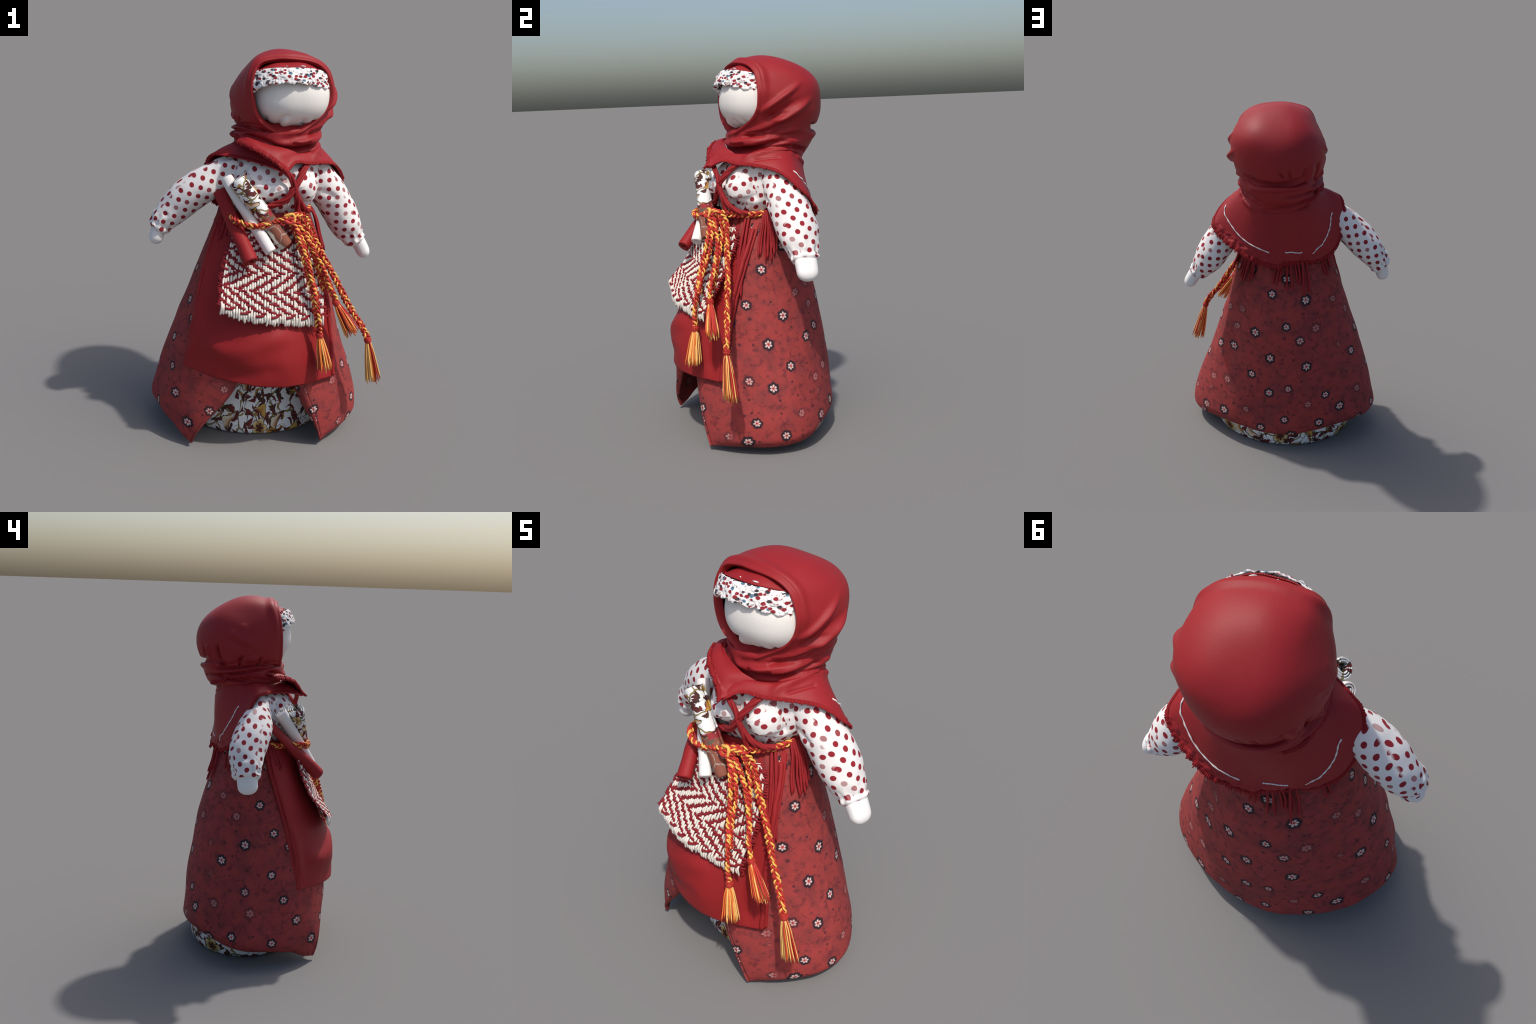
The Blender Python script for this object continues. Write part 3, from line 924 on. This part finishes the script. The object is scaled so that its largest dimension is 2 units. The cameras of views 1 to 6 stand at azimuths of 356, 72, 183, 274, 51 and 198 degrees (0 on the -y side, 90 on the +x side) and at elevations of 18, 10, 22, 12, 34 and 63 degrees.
push = pchip((-PI, -2.2, -PI / 2, -.8, 0, .6, PI / 2, 2.4, PI), (.032, .0, .02, .02, .01, -.012, -.008, .026, .032), aw)
lift = pchip((-PI, -2.2, -PI / 2, -.8, 0, .6, PI / 2, 2.4, PI), (.01, .02, .02, .01, .0, -.03, .0, .0, .0), aw)
mid = mid + outv * push[:, None] + A([0, 0, 1]) * lift[:, None]
t = np.linspace(0, 1, 90)[None, :, None]
CAPE = (1 - t) ** 2 * neck[:, None] + 2 * t * (1 - t) * mid[:, None] + t * t * hem[:, None]
N = grid_normals(CAPE, True)
if (N[:, 45] * outv).sum() < 0:
    N = -N
tt = t[..., 0]
h = noise(CAPE, 8) * .006 * smooth(0, .4, tt)
for path, amp, w in SCARF_FOLDS:
    h = h + fold(CAPE, path, amp, w, (.2, .15))
fuzz = smooth(.80, .86, tt) * smooth(.1, .3, np.sin(ang))[:, None]
h = h + fuzz * (noise_b(CAPE, 75) * .005 + noise(CAPE, 38) * .004)
CAPE = CAPE + N * h[..., None]
g = Build()
g.grid(CAPE, wrap_u=True, flip=True)
cape = g.make("shoulder_cape", mat_scarf, scarf)
thicken(cape, .009, -1)
CAPE_N = N

# frayed teeth all along the hem
g = Build()
e0, e1 = CAPE[:, -1], unit(CAPE[:, -1] - CAPE[:, -6])
cum = np.r_[0, np.cumsum(np.linalg.norm(np.diff(e0, axis=0), axis=1))]
along = 0.0
while along < cum[-1]:
    c = A([np.interp(along, cum, e0[:, k]) for k in range(3)])
    d = A([np.interp(along, cum, e1[:, k]) for k in range(3)])
    i = int(np.interp(along, cum, np.arange(n)))
    back = .5 + .5 * math.sin(ang[i])
    ln = (.003 + .017 * back) * rng.uniform(.6, 1.3)
    j = rng.normal(0, .25, 3)
    tip = c + (d + j * .6) * ln
    g.tube([c - d * .012, c, (c + tip) / 2 + CAPE_N[i, -1] * .002, tip], [.0035, .0042, .0036, .0012], 5)
    along += rng.uniform(.0045, .008)
fray = g.make("frayed_hem", mat_scarf_fray, scarf, stuff=True)

# white running stitch on the back of the cape
g = Build()


def on_cape(p):
    q = ((CAPE - A(p)) ** 2).sum(-1)
    i, j = np.unravel_index(np.argmin(q), q.shape)
    return CAPE[i, j] + CAPE_N[i, j] * .002


for pts in ([(.351, .141, 1.416), (.345, .17, 1.37), (.29, .23, 1.31), (.223, .261, 1.26), (.15, .28, 1.225), (.068, .273, 1.197)],
            [(0, .262, 1.204), (-.05, .255, 1.206), (-.098, .244, 1.209)],
            [(-.155, .215, 1.20), (-.20, .19, 1.24), (-.245, .16, 1.32), (-.269, .128, 1.423)]):
    path = A([on_cape(p) for p in spline(pts, 26)])
    path = spline(path[::3], 60)
    g.tube(path + noise(path, 60)[:, None] * .002, .0030 + .0008 * np.sin(np.arange(60) * .9), 7)
g.make("running_stitch", mat_white_thread, scarf)

# ---- headscarf: front flap lying over the left breast, frayed along its edge
FL_EDGE = [(-.163, -.082, 1.548), (-.125, -.128, 1.542), (-.078, -.168, 1.525), (.0, -.198, 1.482), (.04, -.215, 1.455), (.069, -.236, 1.432)]
FL_TOP = [(-.135, -.01, 1.570), (-.09, -.075, 1.562), (-.02, -.105, 1.545), (.06, -.118, 1.530), (.11, -.125, 1.515), (.15, -.125, 1.49)]
ed, tp = spline(FL_EDGE, 120), spline(FL_TOP, 120)
t = np.linspace(0, 1, 50)[None, :, None]
P = tp[:, None] * (1 - t) + ed[:, None] * t
P[..., 2] += .012 * np.sin(t[..., 0] * PI)
P[..., 1] -= .006 * np.sin(t[..., 0] * PI)
N = grid_normals(P)
N = np.where(N[..., 1:2] > 0, -N, N)
h = noise(P, 12) * .005 + .007 * smooth(.82, .92, t[..., 0]) + noise_b(P, 60) * .003 * smooth(.8, .9, t[..., 0])
P = P + N * h[..., None]
P[..., 1] += (.035 * smooth(.72, 1.0, np.linspace(0, 1, 120))[:, None] * smooth(1.0, .55, t[..., 0]))
g = Build()
g.grid(P)
flap = g.make("scarf_flap", mat_scarf, scarf)
thicken(flap, .010, 0)
g = Build()
for i in range(0, 120):
    for _ in range(2):
        c = P[i, -1] + rng.normal(0, .002, 3)
        d = unit(P[i, -1] - P[i, -6])
        g.tube([c - d * .016 - A([0, .003, -.003]), c, c + d * rng.uniform(.004, .010) + rng.normal(0, .002, 3)], [.004, .004, .0012], 5)
g.make("frayed_edge", mat_scarf_fray, scarf, stuff=True)
# the upper layer's frayed border runs on round the left of the neck to the back
g = Build()
c = spline([(-.163, -.078, 1.550), (-.168, -.02, 1.562), (-.190, .088, 1.566), (-.183, .192, 1.548), (-.128, .272, 1.508), (-.085, .308, 1.496)], 150)
for q in range(150):
    i = int(np.argmin(((NECK - c[q]) ** 2).sum(1)))
    c[q] = NECK[i] + NECK_N[i] * .003
c = spline(c[::6], 150)
g.tube(c, .0075 * (1 + .25 * noise(c, 60)), 8)
for p in c:
    o = unit((p - A([.04, .12, p[2]])))
    for _ in range(2):
        d = unit(o * .5 + A([0, 0, -1]) + rng.normal(0, .25, 3))
        g.tube([p, p + d * .008 + o * .003, p + d * rng.uniform(.010, .017)], [.005, .004, .0012], 5)
g.make("frayed_edge", mat_scarf_fray, scarf, stuff=True)


# ---- cords
def frames(c):
    T = unit(np.gradient(c, axis=0))
    X = np.zeros_like(c)
    x = np.cross(T[0], [0.31, .9, .3])
    for i in range(len(c)):
        x = x - T[i] * (x @ T[i])
        x /= np.linalg.norm(x)
        X[i] = x
    return T, X, np.cross(T, X)


def braid(g, pts, width, pitch=.066, plies=2, ply_mats=None, closed=False, seed=0):
    """three-strand braid, each strand made of a few coloured plies"""
    r = np.random.default_rng(seed)
    raw = spline(pts, 200, closed)
    length = np.linalg.norm(np.diff(raw, axis=0), axis=1).sum()
    n = max(40, int(length / .0032))
    c = spline(pts, n, closed)
    if closed:
        c = np.vstack([c, c[:1]])
    T, X, Y = frames(c)
    s = np.linspace(0, length, len(c))
    wob = 1 + .12 * noise(c, 30)
    for k in range(3):
        ph = 2 * PI * (s / pitch + k / 3)
        sc = c + X * (np.sin(ph) * width * .50 * wob)[:, None] + Y * (np.sin(2 * ph) * width * .26)[:, None]
        T2, X2, Y2 = frames(sc)
        for p in range(plies):
            tw = 2 * PI * (s / (pitch * 1.6) + p / plies) + k
            rad = width * .20
            pc = sc + (X2 * np.cos(tw)[:, None] + Y2 * np.sin(tw)[:, None]) * rad * .8
            g.tube(pc, rad * (1 + .1 * noise_b(pc, 50)), 6, ply_mats[(k * plies + p + seed) % len(ply_mats)])


def twist(g, pts, width, strands=2, pitch=.07, mat=0, r0=.5):
    c = spline(pts, 160)
    T, X, Y = frames(c)
    s = np.r_[0, np.cumsum(np.linalg.norm(np.diff(c, axis=0), axis=1))]
    for k in range(strands):
        a = 2 * PI * (s / pitch + k / strands)
        g.tube(c + (X * np.cos(a)[:, None] * 1.1 + Y * np.sin(a)[:, None] * .8) * width * r0 * 1.0, width * r0 * (1 + .12 * noise(c + k, 40)), 8, mat)


CM = [mat_cord_red, mat_cord_yellow, mat_cord_orange]
MIX = [0, 1, 0, 0, 0, 1]

# red cords crossed over the breast
for pts, w in ((CORD_A, .020), (CORD_B, .021), (CORD_C, .021)):
    g = Build()
    twist(g, A(pts) + A([0, -.006, 0]), w, 4 if w > .02 else 3, .30, r0=.40)
    g.make("breast_cord", mat_fringe, doll)

# braided belt
BELT = [(.095, -.232, 1.205), (.03, -.252, 1.186), (-.05, -.272, 1.172), (-.12, -.268, 1.176), (-.178, -.225, 1.188), (-.205, -.13, 1.184), (-.218, -.02, 1.185), (-.205, .09, 1.185), (-.13, .17, 1.18),
        (0, .195, 1.18), (.12, .17, 1.185), (.195, .10, 1.192), (.222, .02, 1.195), (.205, -.07, 1.195), (.16, -.15, 1.20), (.125, -.19, 1.205)]
g = Build()
braid(g, BELT, .023, ply_mats=MIX, closed=True, seed=1)
belt = g.make("belt_cord", CM, doll)

# knot and hanging braids
g = Build()
kc = A([.095, -.240, 1.200])
for q in range(3):
    a = np.linspace(0, 2 * PI, 60)
    rot = q * 1.05
    ring = np.stack([np.cos(a) * .022, np.sin(a) * .014 * math.cos(rot), np.sin(a) * .022 * math.sin(rot + .6) + .004 * np.sin(2 * a)], 1) + kc
    for p in range(3):
        g.tube(ring + rng.normal(0, .004, 3), .0075, 7, [0, 1, 0][p])
g.make("cord_knot", CM, belt)
TASSELS = [
    ([(.10, -.235, 1.205), (.135, -.225, 1.215), (.170, -.200, 1.200), (.201, -.180, 1.155), (.252, -.195, 1.047), (.335, -.222, .905), (.424, -.258, .745), (.488, -.282, .650), (.521, -.296, .592)],
     (.523, -.296, .580), (.569, -.298, .345)),
    ([(.10, -.245, 1.195), (.125, -.245, 1.150), (.168, -.285, 1.03), (.216, -.345, .868), (.243, -.378, .730), (.256, -.384, .655)], (.257, -.384, .642), (.290, -.408, .466)),
    ([(.11, -.235, 1.20), (.145, -.225, 1.165), (.205, -.232, 1.060), (.270, -.268, .952), (.312, -.308, .855), (.340, -.320, .803)], (.341, -.320, .792), (.436, -.342, .632)),
]
SHORT = [[(.11, -.235, 1.21), (.155, -.20, 1.19), (.205, -.205, 1.09), (.245, -.245, .97), (.283, -.285, .835)],
         [(.10, -.245, 1.195), (.14, -.238, 1.14), (.185, -.268, 1.02), (.215, -.325, .90), (.238, -.350, .815)]]
for i, (path, knot, end) in enumerate(TASSELS):
    g = Build()
    braid(g, path, .0235, ply_mats=MIX, seed=2 + i)
    cord = g.make("braided_cord", CM, doll)
    knot, end = A(knot), A(end)
    ax = unit(end - knot)
    g = Build()
    g.ball(knot, (.0165, .0165, .018))
    for w in range(5):
        a = np.linspace(0, 2 * PI, 24)
        X = unit(np.cross(ax, [0, 1, 0]))
        Y = np.cross(ax, X)
        q = w / 4 - .5
        rr_ = .0165 * math.sqrt(1 - q * q * 1.6)
        g.tube(knot + ax * q * .026 + (np.cos(a)[:, None] * X + np.sin(a)[:, None] * Y) * rr_, .0035, 5)
    g.make("tassel_knot", mat_cord_red, cord)
    g = Build()
    X = unit(np.cross(ax, [0, 1, 0]))
    Y = np.cross(ax, X)
    ln = np.linalg.norm(end - knot)
    for q in range(54):
        r_ = math.sqrt(rng.uniform(0, 1))
        a = rng.uniform(0, 2 * PI)
        o = X * math.cos(a) + Y * math.sin(a)
        L_ = ln * rng.uniform(.88, 1.03)
        w = rng.normal(0, .004, 3)
        pts = [knot + o * r_ * .010, knot + ax * L_ * .3 + o * r_ * .020 + w, knot + ax * L_ * .65 + o * r_ * .030 + w, knot + ax * L_ + o * r_ * .037 + w * 1.5]
        redside = o @ unit(A([.9, -.2, 0])) > .55 if i != 1 else o[0] < -.5
        mt = rng.choice([0, 1, 2], p=[.6, .2, .2] if redside else [.10, .68, .22])
        g.tube(spline(pts, 9), [.0032] * 8 + [.0018], 5, int(mt))
    g.make("tassel_threads", [mat_cord_red, mat_tassel, mat_cord_orange], cord, stuff=True)
for i, path in enumerate(SHORT):
    g = Build()
    braid(g, path, .021, ply_mats=MIX, seed=7 + i)
    g.make("braided_cord", CM, doll)


# ---- rolled cloths tucked under the belt
def cloth_roll(p0, p1, r0, r1, turns, sheet, mat, tuck=None, dent=0.0):
    p0, p1 = A(p0), A(p1)
    ax = unit(p1 - p0)
    X = unit(np.cross(ax, [0, 1, 0]))
    Y = np.cross(ax, X)
    k = np.linspace(0, 1, 70)
    a = np.linspace(0, turns * 2 * PI, int(turns * 44))
    rad = 1 - (sheet / r0) * (turns * 2 * PI - a) / (2 * PI)
    rad = np.clip(rad, .12, 1)
    R_ = (r0 + (r1 - r0) * k)[None, :] * rad[:, None]
    sq = np.ones_like(k) if tuck is None else tuck(k)
    end = 1 - .09 * (np.clip(1 - k / .03, 0, 1) ** 2 + np.clip(1 - (1 - k) / .03, 0, 1) ** 2)
    R_ = R_ * end[None]
    a2 = a[:, None] + 2.0
    P = p0 + ax * (np.linalg.norm(p1 - p0) * k)[None, :, None] + (np.cos(a2) * R_)[..., None] * X + (np.sin(a2) * R_ * sq[None])[..., None] * Y
    P = P + noise(P, 18)[..., None] * .002
    g = Build()
    g.grid(P)
    ob = g.make("cloth_roll", mat, doll)
    thicken(ob, sheet * .55, -1)
    return ob


def roll_print(name, p0, p1):
    """white cotton with inked leaves above, brown cloth with pale veins below"""
    ax = unit(A(p1) - A(p0))
    length = float(np.linalg.norm(A(p1) - A(p0)))
    m = Mat(name, .8, .25)
    d = m.vec("SUBTRACT", m.obj, tuple(float(q) for q in p0))
    t = m.math("DIVIDE", m.vec("DOT_PRODUCT", d, tuple(float(q) for q in ax)), length)
    X = unit(np.cross(ax, [0, 1, 0]))
    Y = np.cross(ax, X)
    th = m.math("ARCTAN2", m.vec("DOT_PRODUCT", d, tuple(map(float, Y))), m.vec("DOT_PRODUCT", d, tuple(map(float, X))))
    flat = m.join(m.math("ADD", m.math("MULTIPLY", th, .044), .35), m.math("MULTIPLY", t, length))
    p = m.vec("ADD", m.obj, m.vec("SCALE", m.noise(m.obj, 18, 1, colour=True), scale=.03))
    o = m.voronoi(p, 15, 1, "F1", "3D")
    e = m.voronoi(p, 15, 1, "DISTANCE_TO_EDGE", "3D")["Distance"]
    rnd = m.xyz(o["Color"])
    top_ = leafy_colour(m, flat, 1.6)
    low = m.mix(m.math("GREATER_THAN", rnd[0], .35), (.10, .085, .06), (.24, .082, .052))
    low = m.mix(m.math("GREATER_THAN", rnd[2], .82), low, (.62, .58, .52))
    c = m.mix(m.step(m.math("ADD", t, m.math("MULTIPLY", m.noise(m.obj, 25), .2)), .64, .68), top_, low)
    red = m.math("MULTIPLY", m.step(t, .50, .53), m.math("SUBTRACT", 1.0, m.step(t, .58, .61)))
    c = m.mix(m.math("MULTIPLY", red, m.step(m.noise(m.obj, 30), .42, .46)), c, (.27, .03, .035))
    line = m.math("SUBTRACT", 1.0, m.step(e, .015, .045))
    c = m.mix(m.math("MULTIPLY", m.math("MULTIPLY", line, m.step(m.noise(m.obj, 22), .45, .55)), m.step(t, .62, .66)), c, (.36, .33, .29))
    m.bump(m.noise(m.obj, 200), .2, .0015)
    return m.colour(c)


cloth_roll((-.247, -.070, 1.300), (-.094, -.340, 1.008), .040, .042, 2.3, .011, mat_apron, lambda k: pchip((0, .3, .6, 1), (.45, .55, .85, 1), k))
cloth_roll((-.216, -.115, 1.378), (.006, -.294, 1.046), .037, .034, 2.4, .010, mat_white_roll)
RP0, RP1 = (-.170, -.200, 1.388), (.086, -.246, 1.068)
cloth_roll(RP0, RP1, .052, .044, 2.6, .011, roll_print("printed_roll_cotton", RP0, RP1))


# ---- woven towel: pointed twill of cream warp and maroon weft
WL = [(-.172, -.205, 1.130), (-.205, -.240, 1.02), (-.228, -.292, .91), (-.240, -.395, .795)]
WR = [(.190, -.130, 1.130), (.236, -.150, 1.05), (.272, -.240, .88), (.280, -.328, .718)]


def towel_point(u, v, up=0.0):
    """u left to right, v top to bottom"""
    sh = np.broadcast(u, v).shape
    u, v = np.broadcast_to(u, sh).ravel(), np.broadcast_to(v, sh).ravel()
    l, r = spline(WL, 200), spline(WR, 200)
    vi = np.linspace(0, 1, 200)
    lp = np.stack([np.interp(v, vi, l[:, k]) for k in range(3)], -1)
    rp = np.stack([np.interp(v, vi, r[:, k]) for k in range(3)], -1)
    lp += np.maximum(v - 1, 0)[:, None] * A([-.03, -.02, -.42])
    rp += np.maximum(v - 1, 0)[:, None] * A([.03, -.02, -.42])
    p = lp + (rp - lp) * u[:, None]
    bow = 4 * u * (1 - u)
    p[:, 1] -= bow * (.055 - .012 * np.clip(v, 0, 1))
    p[:, 2] -= bow * .022 * v + .01 * np.sin(u * 9) * v * .5
    p[:, 1] -= .006 * np.sin(u * 11 + v * 3)
    nrm = unit(np.stack([(u - .5) * .9, -1 + 0 * u, .55 * v - .1], -1))
    return (p + nrm * np.broadcast_to(up, sh).ravel()[:, None]).reshape(*sh, 3)


NWARP, NWEFT = 42, 38


def over(i, j):
    """True where the cream warp lies on top"""
    block, q = divmod(j, 9)
    shift = (q if block % 2 else -q) * 1.5 + block * 2.3
    return ((i - shift + 300) % 6) >= 2.6


warp_h = .0052
g = Build()
for i in range(NWARP):
    u0 = (i + .5) / NWARP
    sub = 3
    vv = np.linspace(0, 1, NWEFT * sub)
    hgt = A([1.0 if over(i, min(int(q * NWEFT), NWEFT - 1)) else -1.0 for q in vv])
    hgt = np.convolve(np.pad(hgt, 1, mode="edge"), [.25, .5, .25], "valid") * warp_h
    ext = rng.uniform(.055, .10)
    vv = np.r_[vv, 1 + ext * .4, 1 + ext * .8, 1 + ext]
    hgt = np.r_[hgt, .003, .002, 0]
    jit = noise(np.stack([vv * 9, vv * 0 + i * 3.1, vv * 0], 1), 1) * .007
    path = towel_point(u0 + jit, vv, hgt + .006)
    rad = np.full(len(vv), .0061)
    rad *= 1 + .15 * noise_b(path, 40)
    rad[-3:] = A((.0062, .0058, .003)) * rng.uniform(.8, 1.15)
    g.tube(path, rad, 7, 0, flat=.8, ref=(0, 1, .3))
    if i % 2 == 0:
        sv = A([.985, 1.02, 1 + rng.uniform(.05, .09)])
        g.tube(towel_point(u0 + .011, sv, .004 + 0 * sv), [.006, .0065, .004], 6, 0)
warp = g
towel = warp.make("woven_towel", mat_cream, doll, stuff=True)
g = Build()
for j in range(NWEFT):
    v0 = (j + .5) / NWEFT
    sub = 4
    uu = np.linspace(0, 1, NWARP * sub)
    hgt = A([-1.0 if over(min(int(q * NWARP), NWARP - 1), j) else 1.0 for q in uu])
    hgt = np.convolve(np.pad(hgt, 1, mode="edge"), [.25, .5, .25], "valid") * warp_h
    lo, hi = rng.uniform(.02, .05), rng.uniform(.02, .05)
    uu = np.r_[-lo, -lo * .6, uu, 1 + hi * .6, 1 + hi]
    hgt = np.r_[0, .002, hgt, .002, 0]
    tilt = .008 * np.sin(uu * NWARP / 6 * 2 * PI)
    wav = noise(np.stack([uu * 14, uu * 0 + j * 1.7, uu * 0], 1), 1) * .006
    path = towel_point(uu, v0 + wav + .010 * np.where(hgt > 0, np.sin(uu * NWARP * 2 * PI / 6 + j), 0), hgt + .0062)
    rad = np.full(len(uu), .0064) * (1 + .15 * noise_b(path, 45))
    rad[:2] = (.003, .005)
    rad[-2:] = (.005, .003)
    g.tube(path, rad, 7, 0, flat=.85, ref=(0, 1, .3))
g.make("towel_weft", mat_maroon, towel, stuff=True)
g = Build()
P = towel_point(np.linspace(.01, .99, 60)[:, None], np.linspace(0, .99, 60)[None], -.002)
g.grid(P)
g.make("towel_ground", mat_cream, towel)


# ---- red yarn fringes hanging from the belt
def strand(path, r):
    g = Build()
    c = spline(path, 26)
    g.tube(c, np.r_[np.full(22, r), r * 1.05, r * 1.0, r * .8, r * .4] * (1 + .1 * noise(c, 60)), 7)
    g.make("fringe_strand", mat_fringe, doll)


def skirt_at(deg, z, off=.012):
    p = skirt_point(A(math.radians(deg)), A(z))
    d = unit(A([p[0] + .03, p[1], .15]))
    return p + d * off


def clump(deg0, deg1, n, z0, z1, spread=1.5, r=.0062):
    for q in range(n):
        f = (q + rng.uniform(-.3, .3)) / max(n - 1, 1) - .5
        d = (deg0 + deg1) / 2 + (deg1 - deg0) * f
        dm = (deg0 + deg1) / 2 + (deg1 - deg0) * f / spread
        zz_ = z1 + rng.uniform(-.03, .03)
        w = rng.uniform(.008, .018)
        strand([skirt_at(dm, z0, .012), skirt_at((d + dm) / 2, z0 * .7 + zz_ * .3, w + .008), skirt_at(d, z0 * .35 + zz_ * .65, w), skirt_at(d + rng.uniform(-1.5, 1.5), zz_, w)], r)


clump(-13, 7, 9, 1.20, .985, 1.8)
clump(-33, -28, 2, 1.19, .80, 1.0, .0072)
clump(28, 52, 7, 1.20, .99)
clump(78, 112, 8, 1.18, 1.00)
clump(112, 118, 2, 1.18, .945)
clump(140, 158, 4, 1.19, 1.06)
clump(205, 224, 6, 1.20, 1.06)
